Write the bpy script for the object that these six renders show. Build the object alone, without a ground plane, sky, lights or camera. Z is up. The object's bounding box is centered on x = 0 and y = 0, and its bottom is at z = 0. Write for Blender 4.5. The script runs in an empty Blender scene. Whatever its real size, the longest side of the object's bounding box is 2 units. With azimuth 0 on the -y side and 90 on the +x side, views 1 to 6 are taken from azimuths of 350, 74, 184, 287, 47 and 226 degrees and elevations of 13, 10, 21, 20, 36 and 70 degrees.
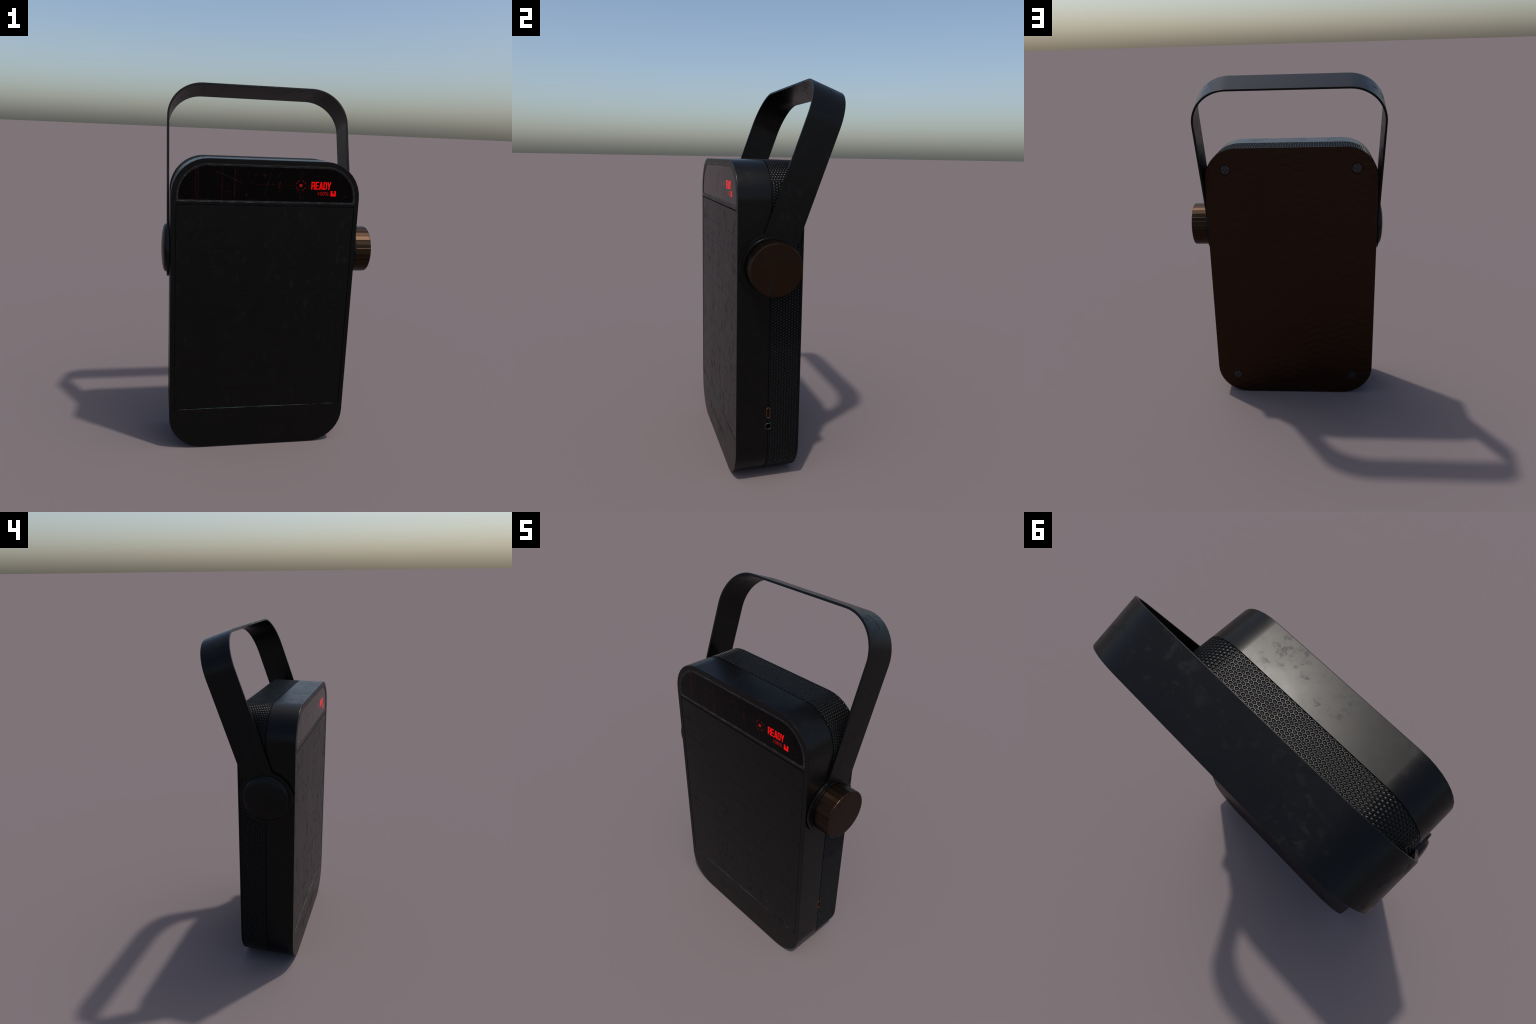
# A portable loudspeaker: black moulded shell with a slatted front and a lit
# display, honeycomb grille band, brown back plate, tilted strap handle,
# copper volume knob on one side and a domed pivot cap on the other.
import bpy, bmesh, math, random
from math import sin, cos, pi, radians, sqrt
from mathutils import Vector, Matrix

random.seed(7)

# ------------------------------------------------------------------ sizes (m)
CX = -0.0315                       # centre of the cabinet in x
HW = 0.4955                        # half width
TOP = 1.6095
R = 0.189                          # corner radius of the cabinet outline
Y_FRONT, Y_SEAM, Y_BACK = -0.274, -0.1135, 0.0505
PIV_Y, PIV_Z = -0.1145, 1.1175     # axis of handle and knob
TILT = radians(19.7)
XL, XR = CX - HW, CX + HW

scene = bpy.context.scene
root = bpy.data.objects.new("portable_speaker", None)
scene.collection.objects.link(root)
root["label"] = "black portable speaker with tilted strap handle, copper knob, red display"
root["category"] = "speaker"


# ------------------------------------------------------------ mesh helpers
def new_obj(name, verts, faces, mat, parent=None, smooth=32, kind=None):
    me = bpy.data.meshes.new(name)
    me.from_pydata([tuple(v) for v in verts], [], faces)
    return wrap(name, me, mat, parent, smooth, kind)


def wrap(name, me, mat, parent=None, smooth=32, kind=None, recalc=True):
    if recalc:
        bm = bmesh.new()
        bm.from_mesh(me)
        bmesh.ops.recalc_face_normals(bm, faces=bm.faces)
        bm.to_mesh(me)
        bm.free()
    ob = bpy.data.objects.new(name, me)
    scene.collection.objects.link(ob)
    ob.parent = parent or root
    if mat:
        me.materials.append(mat)
    shade(me, smooth)
    if kind:
        ob["kind"] = kind
    return ob


def shade(me, angle):
    if angle:
        me.shade_smooth()
        me.set_sharp_from_angle(angle=radians(angle))


def apply_mods(ob, smooth=32):
    dg = bpy.context.evaluated_depsgraph_get()
    me = bpy.data.meshes.new_from_object(ob.evaluated_get(dg))
    old = ob.data
    name = old.name
    ob.modifiers.clear()
    ob.data = me
    bpy.data.meshes.remove(old)
    me.name = name
    shade(me, smooth)
    return weigh(ob) if smooth else ob


def weigh(ob):
    """flat faces keep their own normal; only their bevels bend"""
    m = ob.modifiers.new("w", 'WEIGHTED_NORMAL')
    m.keep_sharp = True
    m.weight = 80
    name = ob.data.name
    old = ob.data
    me = bpy.data.meshes.new_from_object(ob.evaluated_get(bpy.context.evaluated_depsgraph_get()))
    ob.modifiers.clear()
    ob.data = me
    bpy.data.meshes.remove(old)
    me.name = name
    return ob


def bevel(ob, width, segs=2, angle=38, smooth=32):
    m = ob.modifiers.new("b", 'BEVEL')
    m.width = width
    m.segments = segs
    m.limit_method = 'ANGLE'
    m.angle_limit = radians(angle)
    m.harden_normals = False
    return apply_mods(ob, smooth)


def outline(x0, x1, z0, z1, r_top, r_bot, n=9):
    """Rounded rectangle, counter-clockwise from the lower right arc."""
    pts = []
    for cx, cz, r, a0 in ((x1 - r_bot, z0 + r_bot, r_bot, -90), (x1 - r_top, z1 - r_top, r_top, 0),
                          (x0 + r_top, z1 - r_top, r_top, 90), (x0 + r_bot, z0 + r_bot, r_bot, 180)):
        if r <= 0:
            pts.append((cx, cz))
            continue
        for i in range(n + 1):
            a = radians(a0 + 90 * i / n)
            pts.append((cx + r * cos(a), cz + r * sin(a)))
    return pts


def body_outline(inset, n=9):
    r = R - inset
    return outline(XL + inset, XR - inset, inset, TOP - inset, r, r, n)


def loft_y(rings, cap0=True, cap1=True):
    """rings: list of (outline, y), all of one length."""
    verts, faces = [], []
    n = len(rings[0][0])
    for pts, y in rings:
        verts += [(x, y, z) for x, z in pts]
    for k in range(len(rings) - 1):
        for i in range(n):
            j = (i + 1) % n
            faces.append((k * n + i, k * n + j, (k + 1) * n + j, (k + 1) * n + i))
    if cap0:
        faces.append(tuple(range(n - 1, -1, -1)))
    if cap1:
        faces.append(tuple(range((len(rings) - 1) * n, len(rings) * n)))
    return verts, faces


def lathe_x(profile, n, cy=PIV_Y, cz=PIV_Z, phase=0.0):
    """profile: (x, r) pairs; r = 0 closes the surface."""
    verts, faces, idx = [], [], []
    for x, r in profile:
        if r == 0:
            idx.append([len(verts)])
            verts.append((x, cy, cz))
        else:
            idx.append(list(range(len(verts), len(verts) + n)))
            verts += [(x, cy + r * cos(2 * pi * (i + phase) / n), cz + r * sin(2 * pi * (i + phase) / n))
                      for i in range(n)]
    for a, b in zip(idx, idx[1:]):
        for i in range(n):
            j = (i + 1) % n
            if len(a) == 1 and len(b) == 1:
                continue
            if len(a) == 1:
                faces.append((a[0], b[i], b[j]))
            elif len(b) == 1:
                faces.append((a[i], a[j], b[0]))
            else:
                faces.append((a[i], a[j], b[j], b[i]))
    return verts, faces


def prism_y(pts, y0, y1):
    return loft_y([(pts, y0), (pts, y1)])


def box(x0, x1, y0, y1, z0, z1):
    return prism_y([(x0, z0), (x1, z0), (x1, z1), (x0, z1)], y0, y1)


def merge(parts):
    V, F = [], []
    for v, f in parts:
        o = len(V)
        V += list(v)
        F += [tuple(i + o for i in q) for q in f]
    return V, F


def cut(ob, cutters, smooth=32):
    cs = []
    for v, f in cutters:
        c = new_obj("cutter", v, f, None, smooth=0)
        cs.append(c)
        m = ob.modifiers.new("c", 'BOOLEAN')
        m.operation = 'DIFFERENCE'
        m.solver = 'EXACT'
        m.object = c
    bpy.context.view_layer.update()
    apply_mods(ob, smooth)
    for c in cs:
        me = c.data
        bpy.data.objects.remove(c)
        bpy.data.meshes.remove(me)
    return ob


# ---------------------------------------------------------------- materials
class Nodes:
    def __init__(self, name):
        self.mat = bpy.data.materials.new(name)
        self.mat.use_nodes = True
        self.t = self.mat.node_tree
        self.b = self.t.nodes["Principled BSDF"]
        self.pos = self.t.nodes.new("ShaderNodeNewGeometry").outputs["Position"]

    def add(self, kind, **kw):
        n = self.t.nodes.new(kind)
        for k, v in kw.items():
            setattr(n, k, v)
        return n

    def put(self, socket, val):
        if hasattr(val, "is_output"):
            self.t.links.new(val, socket)
        else:
            socket.default_value = val

    def mapped(self, scale=(1, 1, 1), rot=(0, 0, 0), loc=(0, 0, 0)):
        m = self.add("ShaderNodeMapping")
        self.put(m.inputs[0], self.pos)
        m.inputs["Location"].default_value = loc
        m.inputs["Rotation"].default_value = rot
        m.inputs["Scale"].default_value = scale
        return m.outputs[0]

    def noise(self, scale, detail=4, rough=0.55, vec=None, dist=0.0):
        n = self.add("ShaderNodeTexNoise")
        n.inputs["Scale"].default_value = scale
        n.inputs["Detail"].default_value = detail
        n.inputs["Roughness"].default_value = rough
        n.inputs["Distortion"].default_value = dist
        self.put(n.inputs["Vector"], vec if vec is not None else self.pos)
        return n.outputs[0]

    def ramp(self, fac, *stops):
        r = self.add("ShaderNodeValToRGB")
        e = r.color_ramp.elements
        while len(e) < len(stops):
            e.new(0.5)
        for i, (p, c) in enumerate(stops):
            e[i].position = p
            e[i].color = (c, c, c, 1) if not hasattr(c, "__len__") else (*c, 1)
        self.put(r.inputs[0], fac)
        return r.outputs[0]

    def math(self, op, a, b=0.0, c=0.0, clamp=False):
        n = self.add("ShaderNodeMath", operation=op, use_clamp=clamp)
        for s, v in zip(n.inputs, (a, b, c)):
            self.put(s, v)
        return n.outputs[0]

    def mix(self, fac, a, b):
        n = self.add("ShaderNodeMix", data_type='RGBA')
        self.put(n.inputs[0], fac)
        for s, v in ((n.inputs[6], a), (n.inputs[7], b)):
            self.put(s, (*v, 1) if isinstance(v, tuple) else v)
        return n.outputs[2]

    def bump(self, height, strength, dist):
        n = self.add("ShaderNodeBump")
        n.inputs["Strength"].default_value = strength
        n.inputs["Distance"].default_value = dist
        self.put(n.inputs["Height"], height)
        old = self.b.inputs["Normal"].links
        if old:
            self.put(n.inputs["Normal"], old[0].from_socket)
        self.put(self.b.inputs["Normal"], n.outputs[0])

    def set(self, **kw):
        for k, v in kw.items():
            s = self.b.inputs[k.replace("_", " ")]
            if isinstance(v, tuple) and len(v) == 3:
                v = (*v, 1)
            self.put(s, v)
        return self

    def xyz(self):
        s = self.add("ShaderNodeSeparateXYZ")
        self.put(s.inputs[0], self.pos)
        return s.outputs


def smudges(n, big, fine, lo, hi, vec=None):
    """sparse mask: fine speckle that only shows inside some larger clouds"""
    a = n.ramp(n.noise(big, 2, vec=vec), (lo, 0.0), (lo + 0.10, 1.0))
    b = n.ramp(n.noise(fine, 4, 0.65, vec=vec, dist=0.4), (hi, 0.0), (hi + 0.12, 1.0))
    return n.math('MULTIPLY', a, b)


def black_plastic(name, base=(0.0023, 0.0023, 0.00225), rough=0.30, spec=0.2, vary=0.14, stretch=(1, 1, 1), amount=0.11, grain=0.05):
    n = Nodes(name)
    v = n.mapped(scale=stretch)
    m = n.math('MAXIMUM', smudges(n, 5.5, 26, 0.43, 0.53, v), n.math('MULTIPLY', smudges(n, 7.0, 55, 0.5, 0.56, v), 0.7))
    soft = n.noise(11, 6, 0.6)
    r = n.math('MULTIPLY_ADD', m, amount, rough)
    r = n.math('MULTIPLY_ADD', n.math('SUBTRACT', soft, 0.5), vary, r)
    c = n.mix(n.math('MULTIPLY', m, 0.5), base, tuple(x * 1.35 for x in base))
    n.set(Base_Color=c, Roughness=r, IOR=1.5, Specular_IOR_Level=spec)
    if grain:
        n.bump(n.noise(900, 2), grain, 0.0004)
    return n


plastic = black_plastic("black_plastic").mat
handle_mat = black_plastic("black_handle_plastic", amount=0.27).mat

# front slats: dull vertical streaks and faint diagonal combing
n = black_plastic("black_slat_plastic", rough=0.30, stretch=(1.6, 1, 0.62), amount=0.24, vary=0.09)
w = n.add("ShaderNodeTexWave", wave_type='BANDS', bands_direction='X', wave_profile='SIN')
w.inputs["Scale"].default_value = 7.2
w.inputs["Distortion"].default_value = 0.0
n.put(w.inputs["Vector"], n.mapped(rot=(0, radians(-43), 0)))
line = n.ramp(w.outputs["Fac"], (0.90, 0.0), (0.985, 1.0))
n.bump(n.math('MULTIPLY', line, n.ramp(n.noise(3.0, 2), (0.42, 0.2), (0.6, 1.0))), 0.35, 0.0012)
slat_mat = n.mat

# grille wire
n = Nodes("grille_metal")
n.set(Base_Color=(0.0024, 0.0024, 0.0025), Roughness=n.math('MULTIPLY_ADD', n.noise(30, 3), 0.2, 0.27), IOR=1.5, Specular_IOR_Level=0.25)
grille_mat = n.mat

# recess behind the gaps
n = Nodes("dark_recess")
n.set(Base_Color=(0.004, 0.004, 0.004), Roughness=0.8)
n.b.inputs["Specular IOR Level"].default_value = 0.1
dark = n.mat

# dark strip in the groove with teal patches
n = Nodes("groove_teal_patches")
p = n.ramp(n.noise(8.5, 3, vec=n.mapped(scale=(1, 0.2, 0.2), loc=(0.35, 0, 0))), (0.49, 0.0), (0.55, 1.0))
n.set(Base_Color=n.mix(p, (0.006, 0.006, 0.006), (0.018, 0.085, 0.075)), Roughness=0.5)
teal_patch_mat = n.mat

# back plate: dark brown, wavy relief
n = Nodes("brown_back_plate")
x, y, z = n.xyz()
zig = n.math('PINGPONG', n.math('ADD', x, 3.0), 0.094)
zig = n.math('SMOOTH_MIN', n.math('SMOOTH_MAX', zig, 0.022, 0.03), 0.072, 0.03)
ph = n.math('MULTIPLY', n.math('MULTIPLY_ADD', zig, 0.75, z), 2 * pi / 0.098)
wav = n.math('ABSOLUTE', n.math('SINE', ph))
wav = n.math('POWER', wav, 0.4)
msk = n.ramp(n.noise(4.5, 2), (0.38, 0.15), (0.58, 1.0))
n.bump(n.math('MULTIPLY', wav, msk), 0.3, 0.006)
n.bump(n.noise(420, 3), 0.08, 0.0006)
col = n.mix(n.noise(3.5, 4), (0.0390, 0.0205, 0.0130), (0.0440, 0.0235, 0.0152))
n.set(Base_Color=col, Roughness=n.math('MULTIPLY_ADD', n.noise(14, 4), 0.16, 0.34), Metallic=1.0)
brown = n.mat

# copper knob, brushed along its axis on the rim
n = Nodes("copper_knob_metal")
st = n.noise(55, 3, vec=n.mapped(scale=(0.12, 1, 1)))
col = n.mix(st, (0.022, 0.013, 0.008), (0.046, 0.028, 0.0178))
n.set(Base_Color=col, Metallic=1.0, Roughness=n.math('MULTIPLY_ADD', st, 0.22, 0.28))
n.bump(st, 0.2, 0.002)
copper_side = n.mat
n = Nodes("copper_knob_face_metal")
n.set(Base_Color=n.mix(n.noise(12, 3), (0.034, 0.0195, 0.0125), (0.038, 0.022, 0.014)), Metallic=1.0, Roughness=0.42)
copper_face = n.mat
n = Nodes("bright_copper")
n.set(Base_Color=(0.30, 0.115, 0.058), Metallic=1.0, Roughness=0.24)
bright_copper = n.mat

n = Nodes("slate_inlay")
n.set(Base_Color=(0.006, 0.0075, 0.0095), Roughness=0.35, Specular_IOR_Level=0.2)
slate = n.mat

# screw metal
n = Nodes("blackened_steel")
n.set(Base_Color=n.mix(n.noise(60, 3), (0.055, 0.053, 0.053), (0.080, 0.077, 0.077)), Metallic=1.0, Roughness=0.38)
steel = n.mat

# worn bezel
n = Nodes("worn_bezel")
e = n.ramp(n.noise(26, 4, 0.7, vec=n.mapped(scale=(1, 1, 3))), (0.50, 0.0), (0.68, 1.0))
n.set(Base_Color=n.mix(e, (0.0105, 0.0100, 0.0102), (0.050, 0.048, 0.047)), Roughness=n.math('MULTIPLY_ADD', e, -0.18, 0.42), Specular_IOR_Level=0.25)
n.bump(n.noise(60, 4), 0.2, 0.002)
bezel_mat = n.mat

# display glass, faintly scratched and speckled
n = Nodes("display_glass")
sp = n.ramp(n.noise(48, 2, 0.5), (0.64, 0.0), (0.74, 1.0))
n.set(Base_Color=(0.0105, 0.010, 0.0102), Metallic=1.0, Roughness=n.math('MULTIPLY_ADD', n.noise(20, 4), 0.10, 0.10),
      Emission_Color=(0.011, 0.0016, 0.0016), Emission_Strength=sp)
glass = n.mat
n = Nodes("glass_scratch")
n.set(Base_Color=(0.018, 0.020, 0.021), Metallic=0.6, Roughness=0.45)
scratch_mat = n.mat


def lit(name, rgb, strength):
    n = Nodes(name)
    n.set(Base_Color=(0.010, 0.010, 0.010), Metallic=1.0, Roughness=0.15, Emission_Color=rgb, Emission_Strength=strength)
    return n.mat


lit_bright = lit("lit_red", (0.74, 0.003, 0.003), 1.0)
lit_mid = lit("lit_red_medium", (0.26, 0.002, 0.003), 1.0)
lit_dot = lit("lit_red_dot", (0.25, 0.006, 0.002), 1.0)
lit_low = lit("lit_red_dim", (0.06, 0.0018, 0.0022), 1.0)
lit_faint = lit("lit_red_faint", (0.010, 0.0008, 0.0009), 1.0)

# ---------------------------------------------------------------- front shell
rings = [(body_outline(0.004), Y_SEAM), (body_outline(0.0006), Y_SEAM - 0.0006), (body_outline(0.0), Y_SEAM - 0.002),
         (body_outline(0.0), Y_FRONT + 0.0035), (body_outline(0.001), Y_FRONT + 0.001),
         (body_outline(0.0035), Y_FRONT)]
v, f = loft_y(rings)
shell = new_obj("front_shell", v, f, plastic)

PX0, PX1, PZ0, PZ1 = -0.5022, 0.4402, 0.2355, 1.3788        # slatted field
D_X0, D_X1, D_Z0, D_Z1 = -0.5005, 0.4395, 1.3895, 1.5835     # display field
disp_out = outline(D_X0, D_X1, D_Z0, D_Z1, 0.163, 0.0, 10)
USB = (-0.1115, 0.375)
JACK = (-0.1105, 0.304)


def slot_pts(cy, cz, half_w, half_h, n=8):
    pts = []
    for c, a0 in ((cz + half_h - half_w, 0), (cz - half_h + half_w, 180)):
        for i in range(n + 1):
            a = radians(a0 + 180 * i / n)
            pts.append((cy + half_w * cos(a), c + half_w * sin(a)))
    return pts


def ring_pts(cy, cz, r, n=28):
    return [(cy + r * cos(2 * pi * i / n), cz + r * sin(2 * pi * i / n)) for i in range(n)]


def prism_x(pts, x0, x1):
    v, f = prism_y(pts, x0, x1)
    return [(y, x, z) for x, y, z in v], f


port_cut = [prism_x(slot_pts(*USB, 0.0075, 0.0265), XR - 0.024, XR + 0.02),
            prism_x(ring_pts(*JACK, 0.0150), XR - 0.05, XR + 0.02)]
cut(shell, [box(PX0, PX1, Y_FRONT - 0.02, Y_FRONT + 0.012, PZ0, PZ1),
            box(PX0 + 0.004, PX1 - 0.004, Y_FRONT + 0.004, Y_FRONT + 0.018, PZ1 - 0.0062, PZ1 - 0.0006),
            prism_y(disp_out, Y_FRONT - 0.02, Y_FRONT + 0.006)] + port_cut)

# inner body that closes the seams
v, f = loft_y([(body_outline(0.007), Y_SEAM - 0.004), (body_outline(0.007), Y_BACK - 0.004)])
core = new_obj("inner_body", v, f, dark)
cut(core, port_cut)

# ------------------------------------------------------------------- slats
N_SLAT = 10
gap = 0.0042
pitch = (PZ1 - 0.0055 - PZ0 - gap) / N_SLAT
hx, hz, dy = (PX1 - PX0) / 2 - 0.0026, pitch / 2 - 0.00028, 0.0105
v, f = box(-hx, hx, -dy, 0, -hz, hz)
proto = new_obj("slat", v, f, slat_mat)
bevel(proto, 0.0007, 2)
proto.location = ((PX0 + PX1) / 2, Y_FRONT + 0.0115, PZ0 + gap + pitch / 2)
for i in range(1, N_SLAT):
    o = proto.copy()
    scene.collection.objects.link(o)
    o.parent = root
    o.location = (proto.location.x, proto.location.y, PZ0 + gap + pitch * (i + 0.5))

# teal-patched strips on the ledges of the slatted field
lin = merge([box(PX0 + 0.003, PX1 - 0.003, Y_FRONT + 0.0012, Y_FRONT + 0.0118, PZ0 + 0.0002, PZ0 + 0.0009),
             box(PX0 + 0.006, PX1 - 0.006, Y_FRONT + 0.0125, Y_FRONT + 0.017, PZ1 - 0.0060, PZ1 - 0.0052)])
new_obj("groove_teal_strip", *lin, teal_patch_mat)
# sun glint along the lower seam, modelled as a strip with pale patches
lin = box(PX0 + 0.001, PX1 - 0.03, Y_FRONT - 0.0004, Y_FRONT + 0.0010, PZ0 - 0.0009, PZ0 + 0.0007)
n = Nodes("painted_seam_glint")
we = n.ramp(n.noise(16, 4, 0.7, vec=n.mapped(scale=(1, 0.1, 0.1))), (0.42, 0.0), (0.6, 1.0))
n.set(Base_Color=n.mix(we, (0.02, 0.02, 0.02), (0.30, 0.27, 0.23)), Metallic=1.0, Roughness=0.4)  # pale mix colour paints the broken glint
bevel(new_obj("seam_glint_strip", *lin, n.mat), 0.0005, 2)

# ------------------------------------------------------------------ display
disp_in = outline(D_X0 + 0.0105, D_X1 - 0.0105, D_Z0 + 0.0105, D_Z1 - 0.0105, 0.1525, 0.0, 10)
disp_mid = outline(D_X0 + 0.0015, D_X1 - 0.0015, D_Z0 + 0.0015, D_Z1 - 0.0015, 0.1615, 0.0, 10)
Y_GLASS = Y_FRONT + 0.0022
v, f = prism_y(disp_mid, Y_GLASS, Y_FRONT + 0.0055)
display = new_obj("display", v, f, glass)
v, f = loft_y([(disp_out, Y_GLASS + 0.0012), (disp_out, Y_FRONT - 0.0002), (disp_mid, Y_FRONT - 0.0008),
               (disp_in, Y_FRONT + 0.0008), (disp_in, Y_GLASS + 0.0012)], False, False)
new_obj("display_bezel", v, f, bezel_mat, display, smooth=20)

Y_INK0, Y_INK1 = Y_GLASS - 0.0003, Y_GLASS + 0.0003


def stroke(pts, w):
    """constant-width ribbon with mitred corners, as outline points"""
    L, Rr = [], []
    for i, p in enumerate(pts):
        p = Vector(p)
        d0 = (p - Vector(pts[i - 1])).normalized() if i else None
        d1 = (Vector(pts[i + 1]) - p).normalized() if i < len(pts) - 1 else None
        d = ((d0 or d1) + (d1 or d0)).normalized()
        nn = Vector((-d.y, d.x))
        k = w / 2
        if d0 and d1:
            k /= max(0.5, nn.dot(Vector((-d0.y, d0.x))))
        L.append(tuple(p + nn * k))
        Rr.append(tuple(p - nn * k))
    out = []
    for i in range(len(pts) - 1):
        out.append(prism_y([Rr[i], Rr[i + 1], L[i + 1], L[i]], Y_INK0, Y_INK1))
    return out


def arc(cx, cz, rx, rz, a0, a1, n=8):
    return [(cx + rx * cos(radians(a0 + (a1 - a0) * i / n)), cz + rz * sin(radians(a0 + (a1 - a0) * i / n)))
            for i in range(n + 1)]


def condensed_word(x0, z0, h, w, sp, sw):
    """the word on the display in tall condensed strokes"""
    parts = []
    a, b, t = sw / 2, w - sw / 2, h - sw / 2
    x = x0

    def S(pts, ww=sw):
        parts.extend(stroke([(x + px, z0 + pz) for px, pz in pts], ww))

    m = h * 0.47
    # R
    S([(a, 0), (a, h)])
    S([(a, t)] + arc(w * 0.52, t - w * 0.3, b - w * 0.52, w * 0.3, 90, 0, 4) +
      arc(w * 0.52, m + w * 0.3, b - w * 0.52, w * 0.3, 0, -90, 4) + [(a, m)])
    S([(w * 0.55, m), (b, m - w * 0.3), (b + sw * 0.06, 0)])
    x += w + sp
    # E
    S([(a, 0), (a, h)])
    for zz, e in ((t, 0.94), (h * 0.5, 0.84), (sw / 2, 0.94)):
        S([(a, zz), (w * e, zz)])
    x += w * 0.96 + sp
    # A
    S([(a * 0.9, 0), (w * 0.5, h)], sw * 1.04)
    S([(w * 1.02 - a * 0.9, 0), (w * 0.52, h)], sw * 1.04)
    S([(w * 0.25, h * 0.24), (w * 0.75, h * 0.24)], sw * 0.8)
    x += w * 1.02 + sp
    # D
    S([(a, 0), (a, h)])
    S([(a, t)] + arc(w * 0.5, t - w * 0.34, b - w * 0.5, w * 0.34, 90, 0, 4) +
      arc(w * 0.5, sw / 2 + w * 0.34, b - w * 0.5, w * 0.34, 0, -90, 4) + [(a, sw / 2)])
    x += w + sp * 0.6
    # Y
    S([(a * 0.8, h), (w * 0.53, h * 0.40)], sw * 1.04)
    S([(w * 1.06 - a * 0.8, h), (w * 0.53, h * 0.40)], sw * 1.04)
    S([(w * 0.53, h * 0.46), (w * 0.53, 0)])
    return parts


new_obj("display_word", *merge(condensed_word(0.1975, 1.4655, 0.0402, 0.0192, 0.0026, 0.0058)), lit_bright, display, smooth=0)


def text_mesh(name, body, size, mat, parent, depth, offset=0.0, spacing=1.0):
    cu = bpy.data.curves.new(name, 'FONT')
    cu.body = body
    cu.size = size
    cu.extrude = depth
    cu.offset = offset
    cu.space_character = spacing
    cu.resolution_u = 4
    t = bpy.data.objects.new("text_source", cu)
    scene.collection.objects.link(t)
    bpy.context.view_layer.update()
    me = bpy.data.meshes.new_from_object(t.evaluated_get(bpy.context.evaluated_depsgraph_get()))
    bpy.data.objects.remove(t)
    bpy.data.curves.remove(cu)
    me.name = name
    return me


def fit_text(name, body, x0, x1, z0, z1, y, mat, parent, depth, offset=0.0, spacing=1.0):
    """stand a text mesh upright on the front, fitted to the given rectangle"""
    me = text_mesh(name, body, 1.0, mat, parent, 0.1, offset, spacing)
    xs = [q.co.x for q in me.vertices]
    zs = [q.co.y for q in me.vertices]
    mx, Mx, mz, Mz = min(xs), max(xs), min(zs), max(zs)
    for q in me.vertices:
        q.co = Vector((x0 + (q.co.x - mx) / (Mx - mx) * (x1 - x0), y - q.co.z * 10 * depth,
                       z0 + (q.co.y - mz) / (Mz - mz) * (z1 - z0)))
    return wrap(name, me, mat, parent, smooth=0)


fit_text("display_percentage", "100%", 0.2352, 0.2935, 1.4352, 1.4548, Y_INK0 + 0.0003, lit_mid, display, 0.0003)

# battery mark: a square with a lightning notch
sq = [(0.3045, 1.432), (0.3330, 1.432), (0.3330, 1.4598), (0.3045, 1.4598)]
new_obj("battery_icon", *prism_y(sq, Y_INK0, Y_INK1), lit_bright, display, smooth=0)
bolt = [(0.3150, 1.4600), (0.3122, 1.4510), (0.3180, 1.4486), (0.3158, 1.4370), (0.3266, 1.4508),
        (0.3212, 1.4530), (0.3232, 1.4600)]
new_obj("bolt_icon", *prism_y(bolt, Y_INK0 - 0.0003, Y_INK0 + 0.0002), glass, display, smooth=0)


def disc_y(cx, cz, r, n=14):
    return prism_y([(cx + r * cos(2 * pi * i / n), cz + r * sin(2 * pi * i / n)) for i in range(n)], Y_INK0, Y_INK1)


DX, DZ = 0.1412, 1.4845
new_obj("status_dot", *disc_y(DX, DZ, 0.0085, 20), lit_dot, display, smooth=0)
dots = [disc_y(DX + 0.0255 * cos(radians(a)), DZ + 0.0255 * sin(radians(a)), 0.0044)
        for b in (0, 90, 180, 270) for a in (b + 28, b + 60)]
new_obj("status_ring_dot", *merge(dots), lit_low, display, smooth=0, kind="stuff")
dots = [disc_y(0.0295, 1.4965, 0.0036), disc_y(0.0245, 1.4845, 0.0024), disc_y(0.029, 1.4720, 0.0036)]
new_obj("level_dot", *merge(dots), lit_low, display, smooth=0, kind="stuff")


def bar(x0, x1, z0, z1):
    return box(x0, x1, Y_INK0 + 0.0001, Y_INK1, z0, z1)


lines = [bar(DX - 0.0016, DX + 0.0016, DZ + 0.025, 1.556), bar(DX - 0.0016, DX + 0.0016, 1.404, DZ - 0.024),
         bar(0.063, DX - 0.026, DZ - 0.0014, DZ + 0.0014), bar(DX + 0.025, 0.193, DZ - 0.0012, DZ + 0.0012),
         bar(-0.10, 0.02, DZ - 0.0009, DZ + 0.0009),
         bar(-0.4060, -0.4028, 1.403, 1.556), bar(-0.3950, -0.3902, 1.403, 1.563), bar(-0.2715, -0.2680, 1.405, 1.570)]
new_obj("scan_line", *merge(lines), lit_faint, display, smooth=0, kind="stuff")
new_obj("bright_scan_line", *bar(-0.2066, -0.2034, 1.411, 1.557),
        lit("lit_red_line", (0.022, 0.0012, 0.001), 1.0), display, smooth=0)
sc = [stroke([(-0.303, 1.546), (-0.262, 1.532), (-0.215, 1.510), (-0.169, 1.490)], 0.0013),
      stroke([(-0.018, 1.545), (-0.035, 1.485), (-0.048, 1.430)], 0.0008),
      stroke([(-0.142, 1.436), (-0.146, 1.421)], 0.0022),
      stroke([(0.028, 1.550), (0.020, 1.520)], 0.0008)]
new_obj("glass_scratch", *merge([q for s in sc for q in s]), scratch_mat, display, smooth=0, kind="stuff")

# raised lettering under the slats
fit_text("raised_lettering", "BLACK HONEY", -0.240, 0.190, 0.1000, 0.1460, Y_FRONT - 0.0001, plastic, root, 0.0005,
         offset=-0.012, spacing=1.12)

# ------------------------------------------------------------------- grille
# arc-length map of the cabinet outline, starting at the middle of the bottom
LB, LS, LA = HW * 2 - 2 * R, TOP - 2 * R, pi * R / 2


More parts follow.
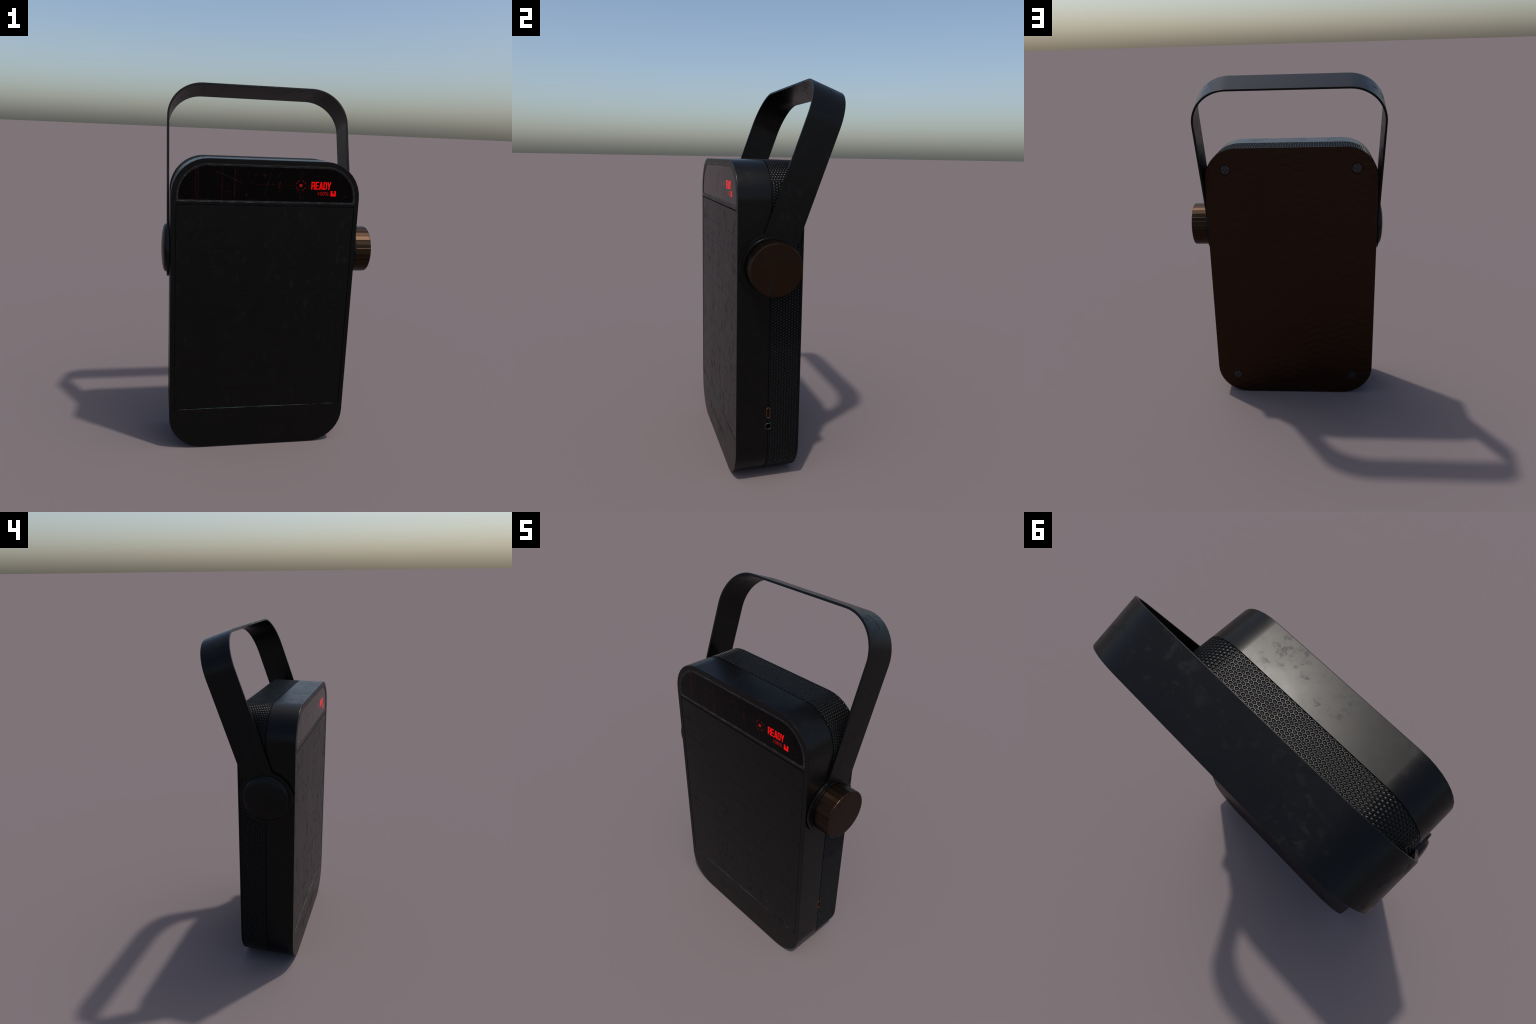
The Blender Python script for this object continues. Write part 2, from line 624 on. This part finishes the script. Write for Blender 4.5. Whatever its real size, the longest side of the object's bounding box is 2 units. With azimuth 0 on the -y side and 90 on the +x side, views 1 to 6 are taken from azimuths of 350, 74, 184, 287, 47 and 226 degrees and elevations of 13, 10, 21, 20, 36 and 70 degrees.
def along(s):
    """position and outward normal on the outline, s counted counter-clockwise seen from the front"""
    per = 2 * (LB + LS) + 4 * LA
    s = s % per
    runs = [(LB / 2, 'l', (CX, 0), (1, 0)), (LA, 'a', (XR - R, R), -90), (LS, 'l', (XR, R), (0, 1)),
            (LA, 'a', (XR - R, TOP - R), 0), (LB, 'l', (XR - R, TOP), (-1, 0)),
            (LA, 'a', (XL + R, TOP - R), 90), (LS, 'l', (XL, TOP - R), (0, -1)),
            (LA, 'a', (XL + R, R), 180), (LB / 2 + 1e-6, 'l', (XL + R, 0), (1, 0))]
    for ln, kind, p, d in runs:
        if s <= ln:
            if kind == 'l':
                return (p[0] + d[0] * s, p[1] + d[1] * s), (d[1], -d[0])
            a = radians(d) + s / R
            return (p[0] + R * cos(a), p[1] + R * sin(a)), (cos(a), sin(a))
        s -= ln
    return (CX, 0), (0, -1)


G0, G1 = Y_SEAM + 0.0022, Y_BACK - 0.0075
RECESS, DEPTH = -0.0004, 0.0029
gv, gf = [], []


def add_cell(cs, cy, hexa, s0, s1):
    rings = ((1.0, 0.0), (0.91, 0.0), (0.73, 1.0), (0.36, 0.50), (0.0, 0.24))
    base = len(gv)
    for k, h in rings:
        for (hs, hy) in (hexa if k else hexa[:1]):
            s = min(max(cs + hs * k, s0), s1)
            y = min(max(cy + hy * k, G0), G1)
            (px, pz), (nx, nz) = along(s)
            d = RECESS + DEPTH * h
            gv.append((px - nx * d, y, max(pz - nz * d, 0.0)))
    for r in range(3):
        for i in range(6):
            j = (i + 1) % 6
            gf.append((base + r * 6 + i, base + r * 6 + j, base + r * 6 + 6 + j, base + r * 6 + 6 + i))
    for i in range(6):
        gf.append((base + 18 + i, base + 18 + (i + 1) % 6, base + 24))


def lattice(s0, s1, turned):
    """stretched honeycomb; on the sides it lies turned by a right angle"""
    if not turned:
        a = (s1 - s0) / round((s1 - s0) / 0.0144)
        b = 0.01345
        hexa = [(2 * a / 3, 0), (a / 3, b / 2), (-a / 3, b / 2), (-2 * a / 3, 0), (-a / 3, -b / 2), (a / 3, -b / 2)]
        for i in range(round((s1 - s0) / a) + 1):
            for j in range(-1, int((G1 - G0) / b) + 3):
                cy = G0 + 0.0012 + b * j + (b / 2 if i % 2 else 0)
                if cy - b / 2 < G1 - 0.0008 and cy + b / 2 > G0 + 0.0008:
                    add_cell(s0 + a * i, cy, hexa, s0, s1)
    else:
        a = 0.0142
        b = (s1 - s0) / round((s1 - s0) / 0.0145)
        hexa = [(0, 2 * a / 3), (-b / 2, a / 3), (-b / 2, -a / 3), (0, -2 * a / 3), (b / 2, -a / 3), (b / 2, a / 3)]
        for i in range(-1, int((G1 - G0) / a) + 3):
            cy = G0 + 0.001 + a * i
            if not (cy - 2 * a / 3 < G1 - 0.0008 and cy + 2 * a / 3 > G0 + 0.0008):
                continue
            for j in range(round((s1 - s0) / b) + 1):
                cs = s0 + b * j + (b / 2 if i % 2 else 0)
                (px, pz), nn = along(cs)
                if px > 0.4 and nn[0] > 0.9:       # leave the two sockets free
                    if abs(cy - USB[0]) < 0.009 and abs(pz - USB[1]) < 0.027:
                        continue
                    if (cy - JACK[0]) ** 2 + (pz - JACK[1]) ** 2 < 0.0155 ** 2:
                        continue
                if cs < s1 + b / 2 - 1e-6:
                    add_cell(cs, cy, hexa, s0, s1)


turn = radians(62) * R                    # how far the top pattern reaches round the corners
q1 = LB / 2 + LA                          # start of the right side
q2 = q1 + LS
q3 = q2 + 2 * LA + LB
q4 = q3 + LS
per = q4 + LA + LB / 2
lattice(q1 - (LA - turn), q2 + (LA - turn), True)
lattice(q2 + (LA - turn), q3 - (LA - turn), False)
lattice(q3 - (LA - turn), q4 + (LA - turn), True)
lattice(q4 + (LA - turn) - per, q1 - (LA - turn), False)
g = bpy.data.meshes.new("grille")
g.from_pydata(gv, [], gf)
g.validate()
wrap("grille", g, grille_mat, smooth=42, kind="stuff", recalc=False)

# --------------------------------------------------------------- back plate
SCREWS = [(sx, sz) for sx in (CX - 0.3735, CX + 0.3735) for sz in (0.127, 1.4875)]
v, f = loft_y([(body_outline(0.0006), Y_BACK - 0.0072), (body_outline(0.0), Y_BACK - 0.0066), (body_outline(0.0), Y_BACK - 0.0014),
               (body_outline(0.0014), Y_BACK)])
back = new_obj("back_plate", v, f, plastic)


def ring_xz(cx, cz, r, n=32):
    return [(cx + r * cos(2 * pi * i / n), cz + r * sin(2 * pi * i / n)) for i in range(n)]


cut(back, [prism_y(ring_xz(x, z, 0.0315), Y_BACK - 0.0060, Y_BACK + 0.01) for x, z in SCREWS])
back.data.materials.append(brown)
for p in back.data.polygons:
    if p.normal.y > 0.9 and p.center.y > Y_BACK - 0.0004:
        p.material_index = 1

# screw head with a cross recess (built round the origin, facing +y)
hv, hf = loft_y([(ring_xz(0, 0, 0.0270), 0.0), (ring_xz(0, 0, 0.0274), 0.0012), (ring_xz(0, 0, 0.0270), 0.0050),
                 (ring_xz(0, 0, 0.0262), 0.0056)])
screw = new_obj("screw", hv, hf, steel)
cut(screw, [box(-0.0212, 0.0212, 0.0012, 0.01, -0.0056, 0.0056), box(-0.0055, 0.0055, 0.0011, 0.01, -0.0213, 0.0213)])
screw.data.materials.append(dark)
for p in screw.data.polygons:                      # walls and floor of the recess
    c = p.center
    if 0.0008 < c.y < 0.0054 and max(abs(c.x), abs(c.z)) < 0.0225:
        p.material_index = 1
# raised floor of the cross, a little narrower than its slot
cross = merge([box(-0.0192, 0.0192, 0.0011, 0.0036, -0.0036, 0.0036), box(-0.0035, 0.0035, 0.0011, 0.0038, -0.0193, 0.0193)])
screw_cross = new_obj("screw_cross", *cross, steel, screw, smooth=0)
for i, (x, z) in enumerate(SCREWS):
    o = screw if i == 0 else screw.copy()
    if i:
        scene.collection.objects.link(o)
        o.parent = root
        k = screw_cross.copy()
        scene.collection.objects.link(k)
        k.parent = o
    o.location = (x, Y_BACK - 0.0058, z)
    o.rotation_euler = (0, radians((2, -4, 5, 3)[i]), 0)
rim = [loft_y([(ring_xz(x, z, 0.0313), Y_BACK - 0.0058), (ring_xz(x, z, 0.0313), Y_BACK - 0.0002),
               (ring_xz(x, z, 0.0290), Y_BACK - 0.0020), (ring_xz(x, z, 0.0290), Y_BACK - 0.0058)], False, False)
       for x, z in SCREWS]
new_obj("screw_seat", *merge(rim), dark, back, kind="stuff")

# ------------------------------------------------------------------- handle
# built upright: q runs up from the pivot, p across the strap, then tilted back
HALF_P, FRONT_P, R_END, THICK = 0.0885, 0.0835, 0.1540, 0.0118
HX0, HX1 = -0.5435, 0.4785             # outer faces of the strap
Q_TOP = 0.9070
R_ARC = 0.200
Q_JOIN = 0.20
TH_TOP = 0.0112


def strap_path():
    pts = []                           # (x, q, nx, nq) on the outer face
    pts.append((HX1, Q_JOIN, 1, 0))
    pts.append((HX1, 0.45, 1, 0))
    for i in range(17):
        a = radians(90 * i / 16)
        pts.append((HX1 - R_ARC + R_ARC * cos(a), Q_TOP - R_ARC + R_ARC * sin(a), cos(a), sin(a)))
    for i in range(17):
        a = radians(90 + 90 * i / 16)
        pts.append((HX0 + R_ARC + R_ARC * cos(a), Q_TOP - R_ARC + R_ARC * sin(a), cos(a), sin(a)))
    pts.append((HX0, 0.45, -1, 0))
    pts.append((HX0, Q_JOIN, -1, 0))
    return pts


hv, hf = [], []
path = strap_path()
for x, q, nx, nq in path:
    t = THICK + (TH_TOP - THICK) * max(0, nq)
    for p, d in ((-FRONT_P, 0), (HALF_P, 0), (HALF_P, t), (-FRONT_P, t)):
        hv.append((x - nx * d, p, q - nq * d))
for k in range(len(path) - 1):
    for i in range(4):
        j = (i + 1) % 4
        hf.append((k * 4 + i, k * 4 + j, k * 4 + 4 + j, k * 4 + 4 + i))


def paddle_outline():
    """round end of an arm with small fillets into the strap"""
    fr = 0.016                          # fillet radius

    def fillet(half):
        pc = half + fr
        qc = sqrt((R_END + fr) ** 2 - pc ** 2)
        ang = math.atan2(qc, pc)        # direction to the fillet centre
        return ang, [(pc + fr * cos(pi + ang * i / 5), qc + fr * sin(pi + ang * i / 5)) for i in range(6)]

    a_back, f_back = fillet(HALF_P)
    a_front, f_front = fillet(FRONT_P)
    pts = [(HALF_P, Q_JOIN)] + f_back
    m = 56
    for i in range(1, m):
        a = a_back + (pi - a_front - 2 * pi - a_back) * i / m
        pts.append((R_END * cos(a), R_END * sin(a)))
    pts += [(-p, q) for p, q in reversed(f_front)]
    pts.append((-FRONT_P, Q_JOIN))
    return pts


pad = paddle_outline()
for xo, sgn in ((HX1, 1), (HX0, -1)):
    o = len(hv)
    k = len(pad)
    for d in (0, THICK):
        hv += [(xo - sgn * d, p, q) for p, q in pad]
    hf.append(tuple(range(o, o + k)))
    hf.append(tuple(range(o + 2 * k - 1, o + k - 1, -1)))
    for i in range(k - 1):
        hf.append((o + i, o + i + 1, o + k + i + 1, o + k + i))
ct, stl = cos(TILT), sin(TILT)
hv = [(x, PIV_Y + p * ct + q * stl, PIV_Z - p * stl + q * ct) for x, p, q in hv]
me = bpy.data.meshes.new("handle")
me.from_pydata(hv, [], hf)
bm = bmesh.new()
bm.from_mesh(me)
bmesh.ops.remove_doubles(bm, verts=bm.verts, dist=1e-5)
bmesh.ops.recalc_face_normals(bm, faces=bm.faces)
bm.to_mesh(me)
bm.free()
handle = wrap("handle", me, handle_mat, recalc=False)
bevel(handle, 0.0016, 2, angle=50)

# domed pivot cap on the left
prof = [(HX0 + 0.004, 0.1300), (HX0 - 0.0035, 0.1310), (HX0 - 0.0050, 0.1302)]
x_rim, x_tip, r_rim = HX0 - 0.0060, -0.5725, 0.1290
for i in range(11):
    a = radians(90 * i / 10)
    r = r_rim * cos(a)
    prof.append((x_rim + (x_tip - x_rim) * sin(a) ** 0.9 if i else x_rim, r if i < 10 else 0))
v, f = lathe_x(prof, 64)
new_obj("pivot_cap", v, f, plastic, smooth=40)

# collar and knob on the right
v, f = lathe_x([(HX1 - 0.004, 0.1385), (HX1 + 0.0046, 0.1385), (HX1 + 0.0055, 0.1376), (HX1 + 0.0055, 0.1300),
                (HX1 + 0.001, 0.1290), (HX1 + 0.001, 0)], 72)
new_obj("knob_collar", v, f, plastic)

K0, K1, KR = HX1 + 0.003, 0.5725, 0.1262
NF = 32
# facets with a fine rib between neighbours
sec = []
for i in range(NF):
    a0, a1 = 2 * pi * (i + 0.03) / NF, 2 * pi * (i + 0.93) / NF
    for a, r in ((a0, KR), ((a0 + a1) / 2, KR * 0.9965), (a1, KR), (2 * pi * (i + 0.98) / NF, KR + 0.0007)):
        sec.append((r * cos(a), r * sin(a)))
kv, kf = [], []
layers = [(K0, 1.0), (K1 - 0.0042, 1.0), (K1 - 0.0012, 0.990), (K1, 0.968), (K1, 0.955)]
for x, s in layers:
    kv += [(x, PIV_Y + a * s, PIV_Z + b * s) for a, b in sec]
m = len(sec)
for k in range(len(layers) - 1):
    for i in range(m):
        j = (i + 1) % m
        kf.append((k * m + i, k * m + j, k * m + m + j, k * m + m + i))
kf.append(tuple(range((len(layers) - 1) * m, len(layers) * m)))
knob = new_obj("volume_knob", kv, kf, copper_side, smooth=6)
knob.data.materials.append(copper_face)
for p in knob.data.polygons:
    if abs(p.normal.x) > 0.97 and p.center.x > K1 - 0.001:
        p.material_index = 1
# indicator slot with slate inlay
U = Vector((stl, ct))
W = Vector((ct, -stl))
c0 = Vector((PIV_Y, PIV_Z))
ind = [c0 - U * a + W * b for a, b in ((0.052, -0.0026), (0.052, 0.0026), (0.1195, 0.0026), (0.1195, -0.0026))]
new_obj("indicator_line", *prism_x([tuple(q) for q in ind], K1 - 0.003, K1 + 0.0003), slate, knob, smooth=0)

# ------------------------------------------------------------------ sockets
def tube_x(outer, inner, x0, x1, lip):
    """ring with a rounded lip standing on the side wall"""
    n = len(outer)
    mid = [((a[0] + b[0]) / 2, (a[1] + b[1]) / 2) for a, b in zip(outer, inner)]
    V = []
    for pts, x in ((outer, x0), (outer, x1 - lip), (mid, x1), (inner, x1 - lip), (inner, x0)):
        V += [(x, y, z) for y, z in pts]
    F = [(k * n + i, k * n + (i + 1) % n, (k + 1) * n + (i + 1) % n, (k + 1) * n + i) for k in range(4) for i in range(n)]
    return V, F


port = new_obj("charging_port", *tube_x(slot_pts(*USB, 0.0098, 0.0288), slot_pts(*USB, 0.0062, 0.0252), XR - 0.022, XR + 0.0016, 0.0012),
               bright_copper)
new_obj("port_tongue", *prism_x(slot_pts(*USB, 0.0022, 0.0205), XR - 0.023, XR - 0.004), slate, port)
new_obj("audio_jack", *tube_x(ring_pts(*JACK, 0.0182), ring_pts(*JACK, 0.0132), XR - 0.04, XR + 0.0022, 0.0016), steel)

bpy.context.view_layer.update()
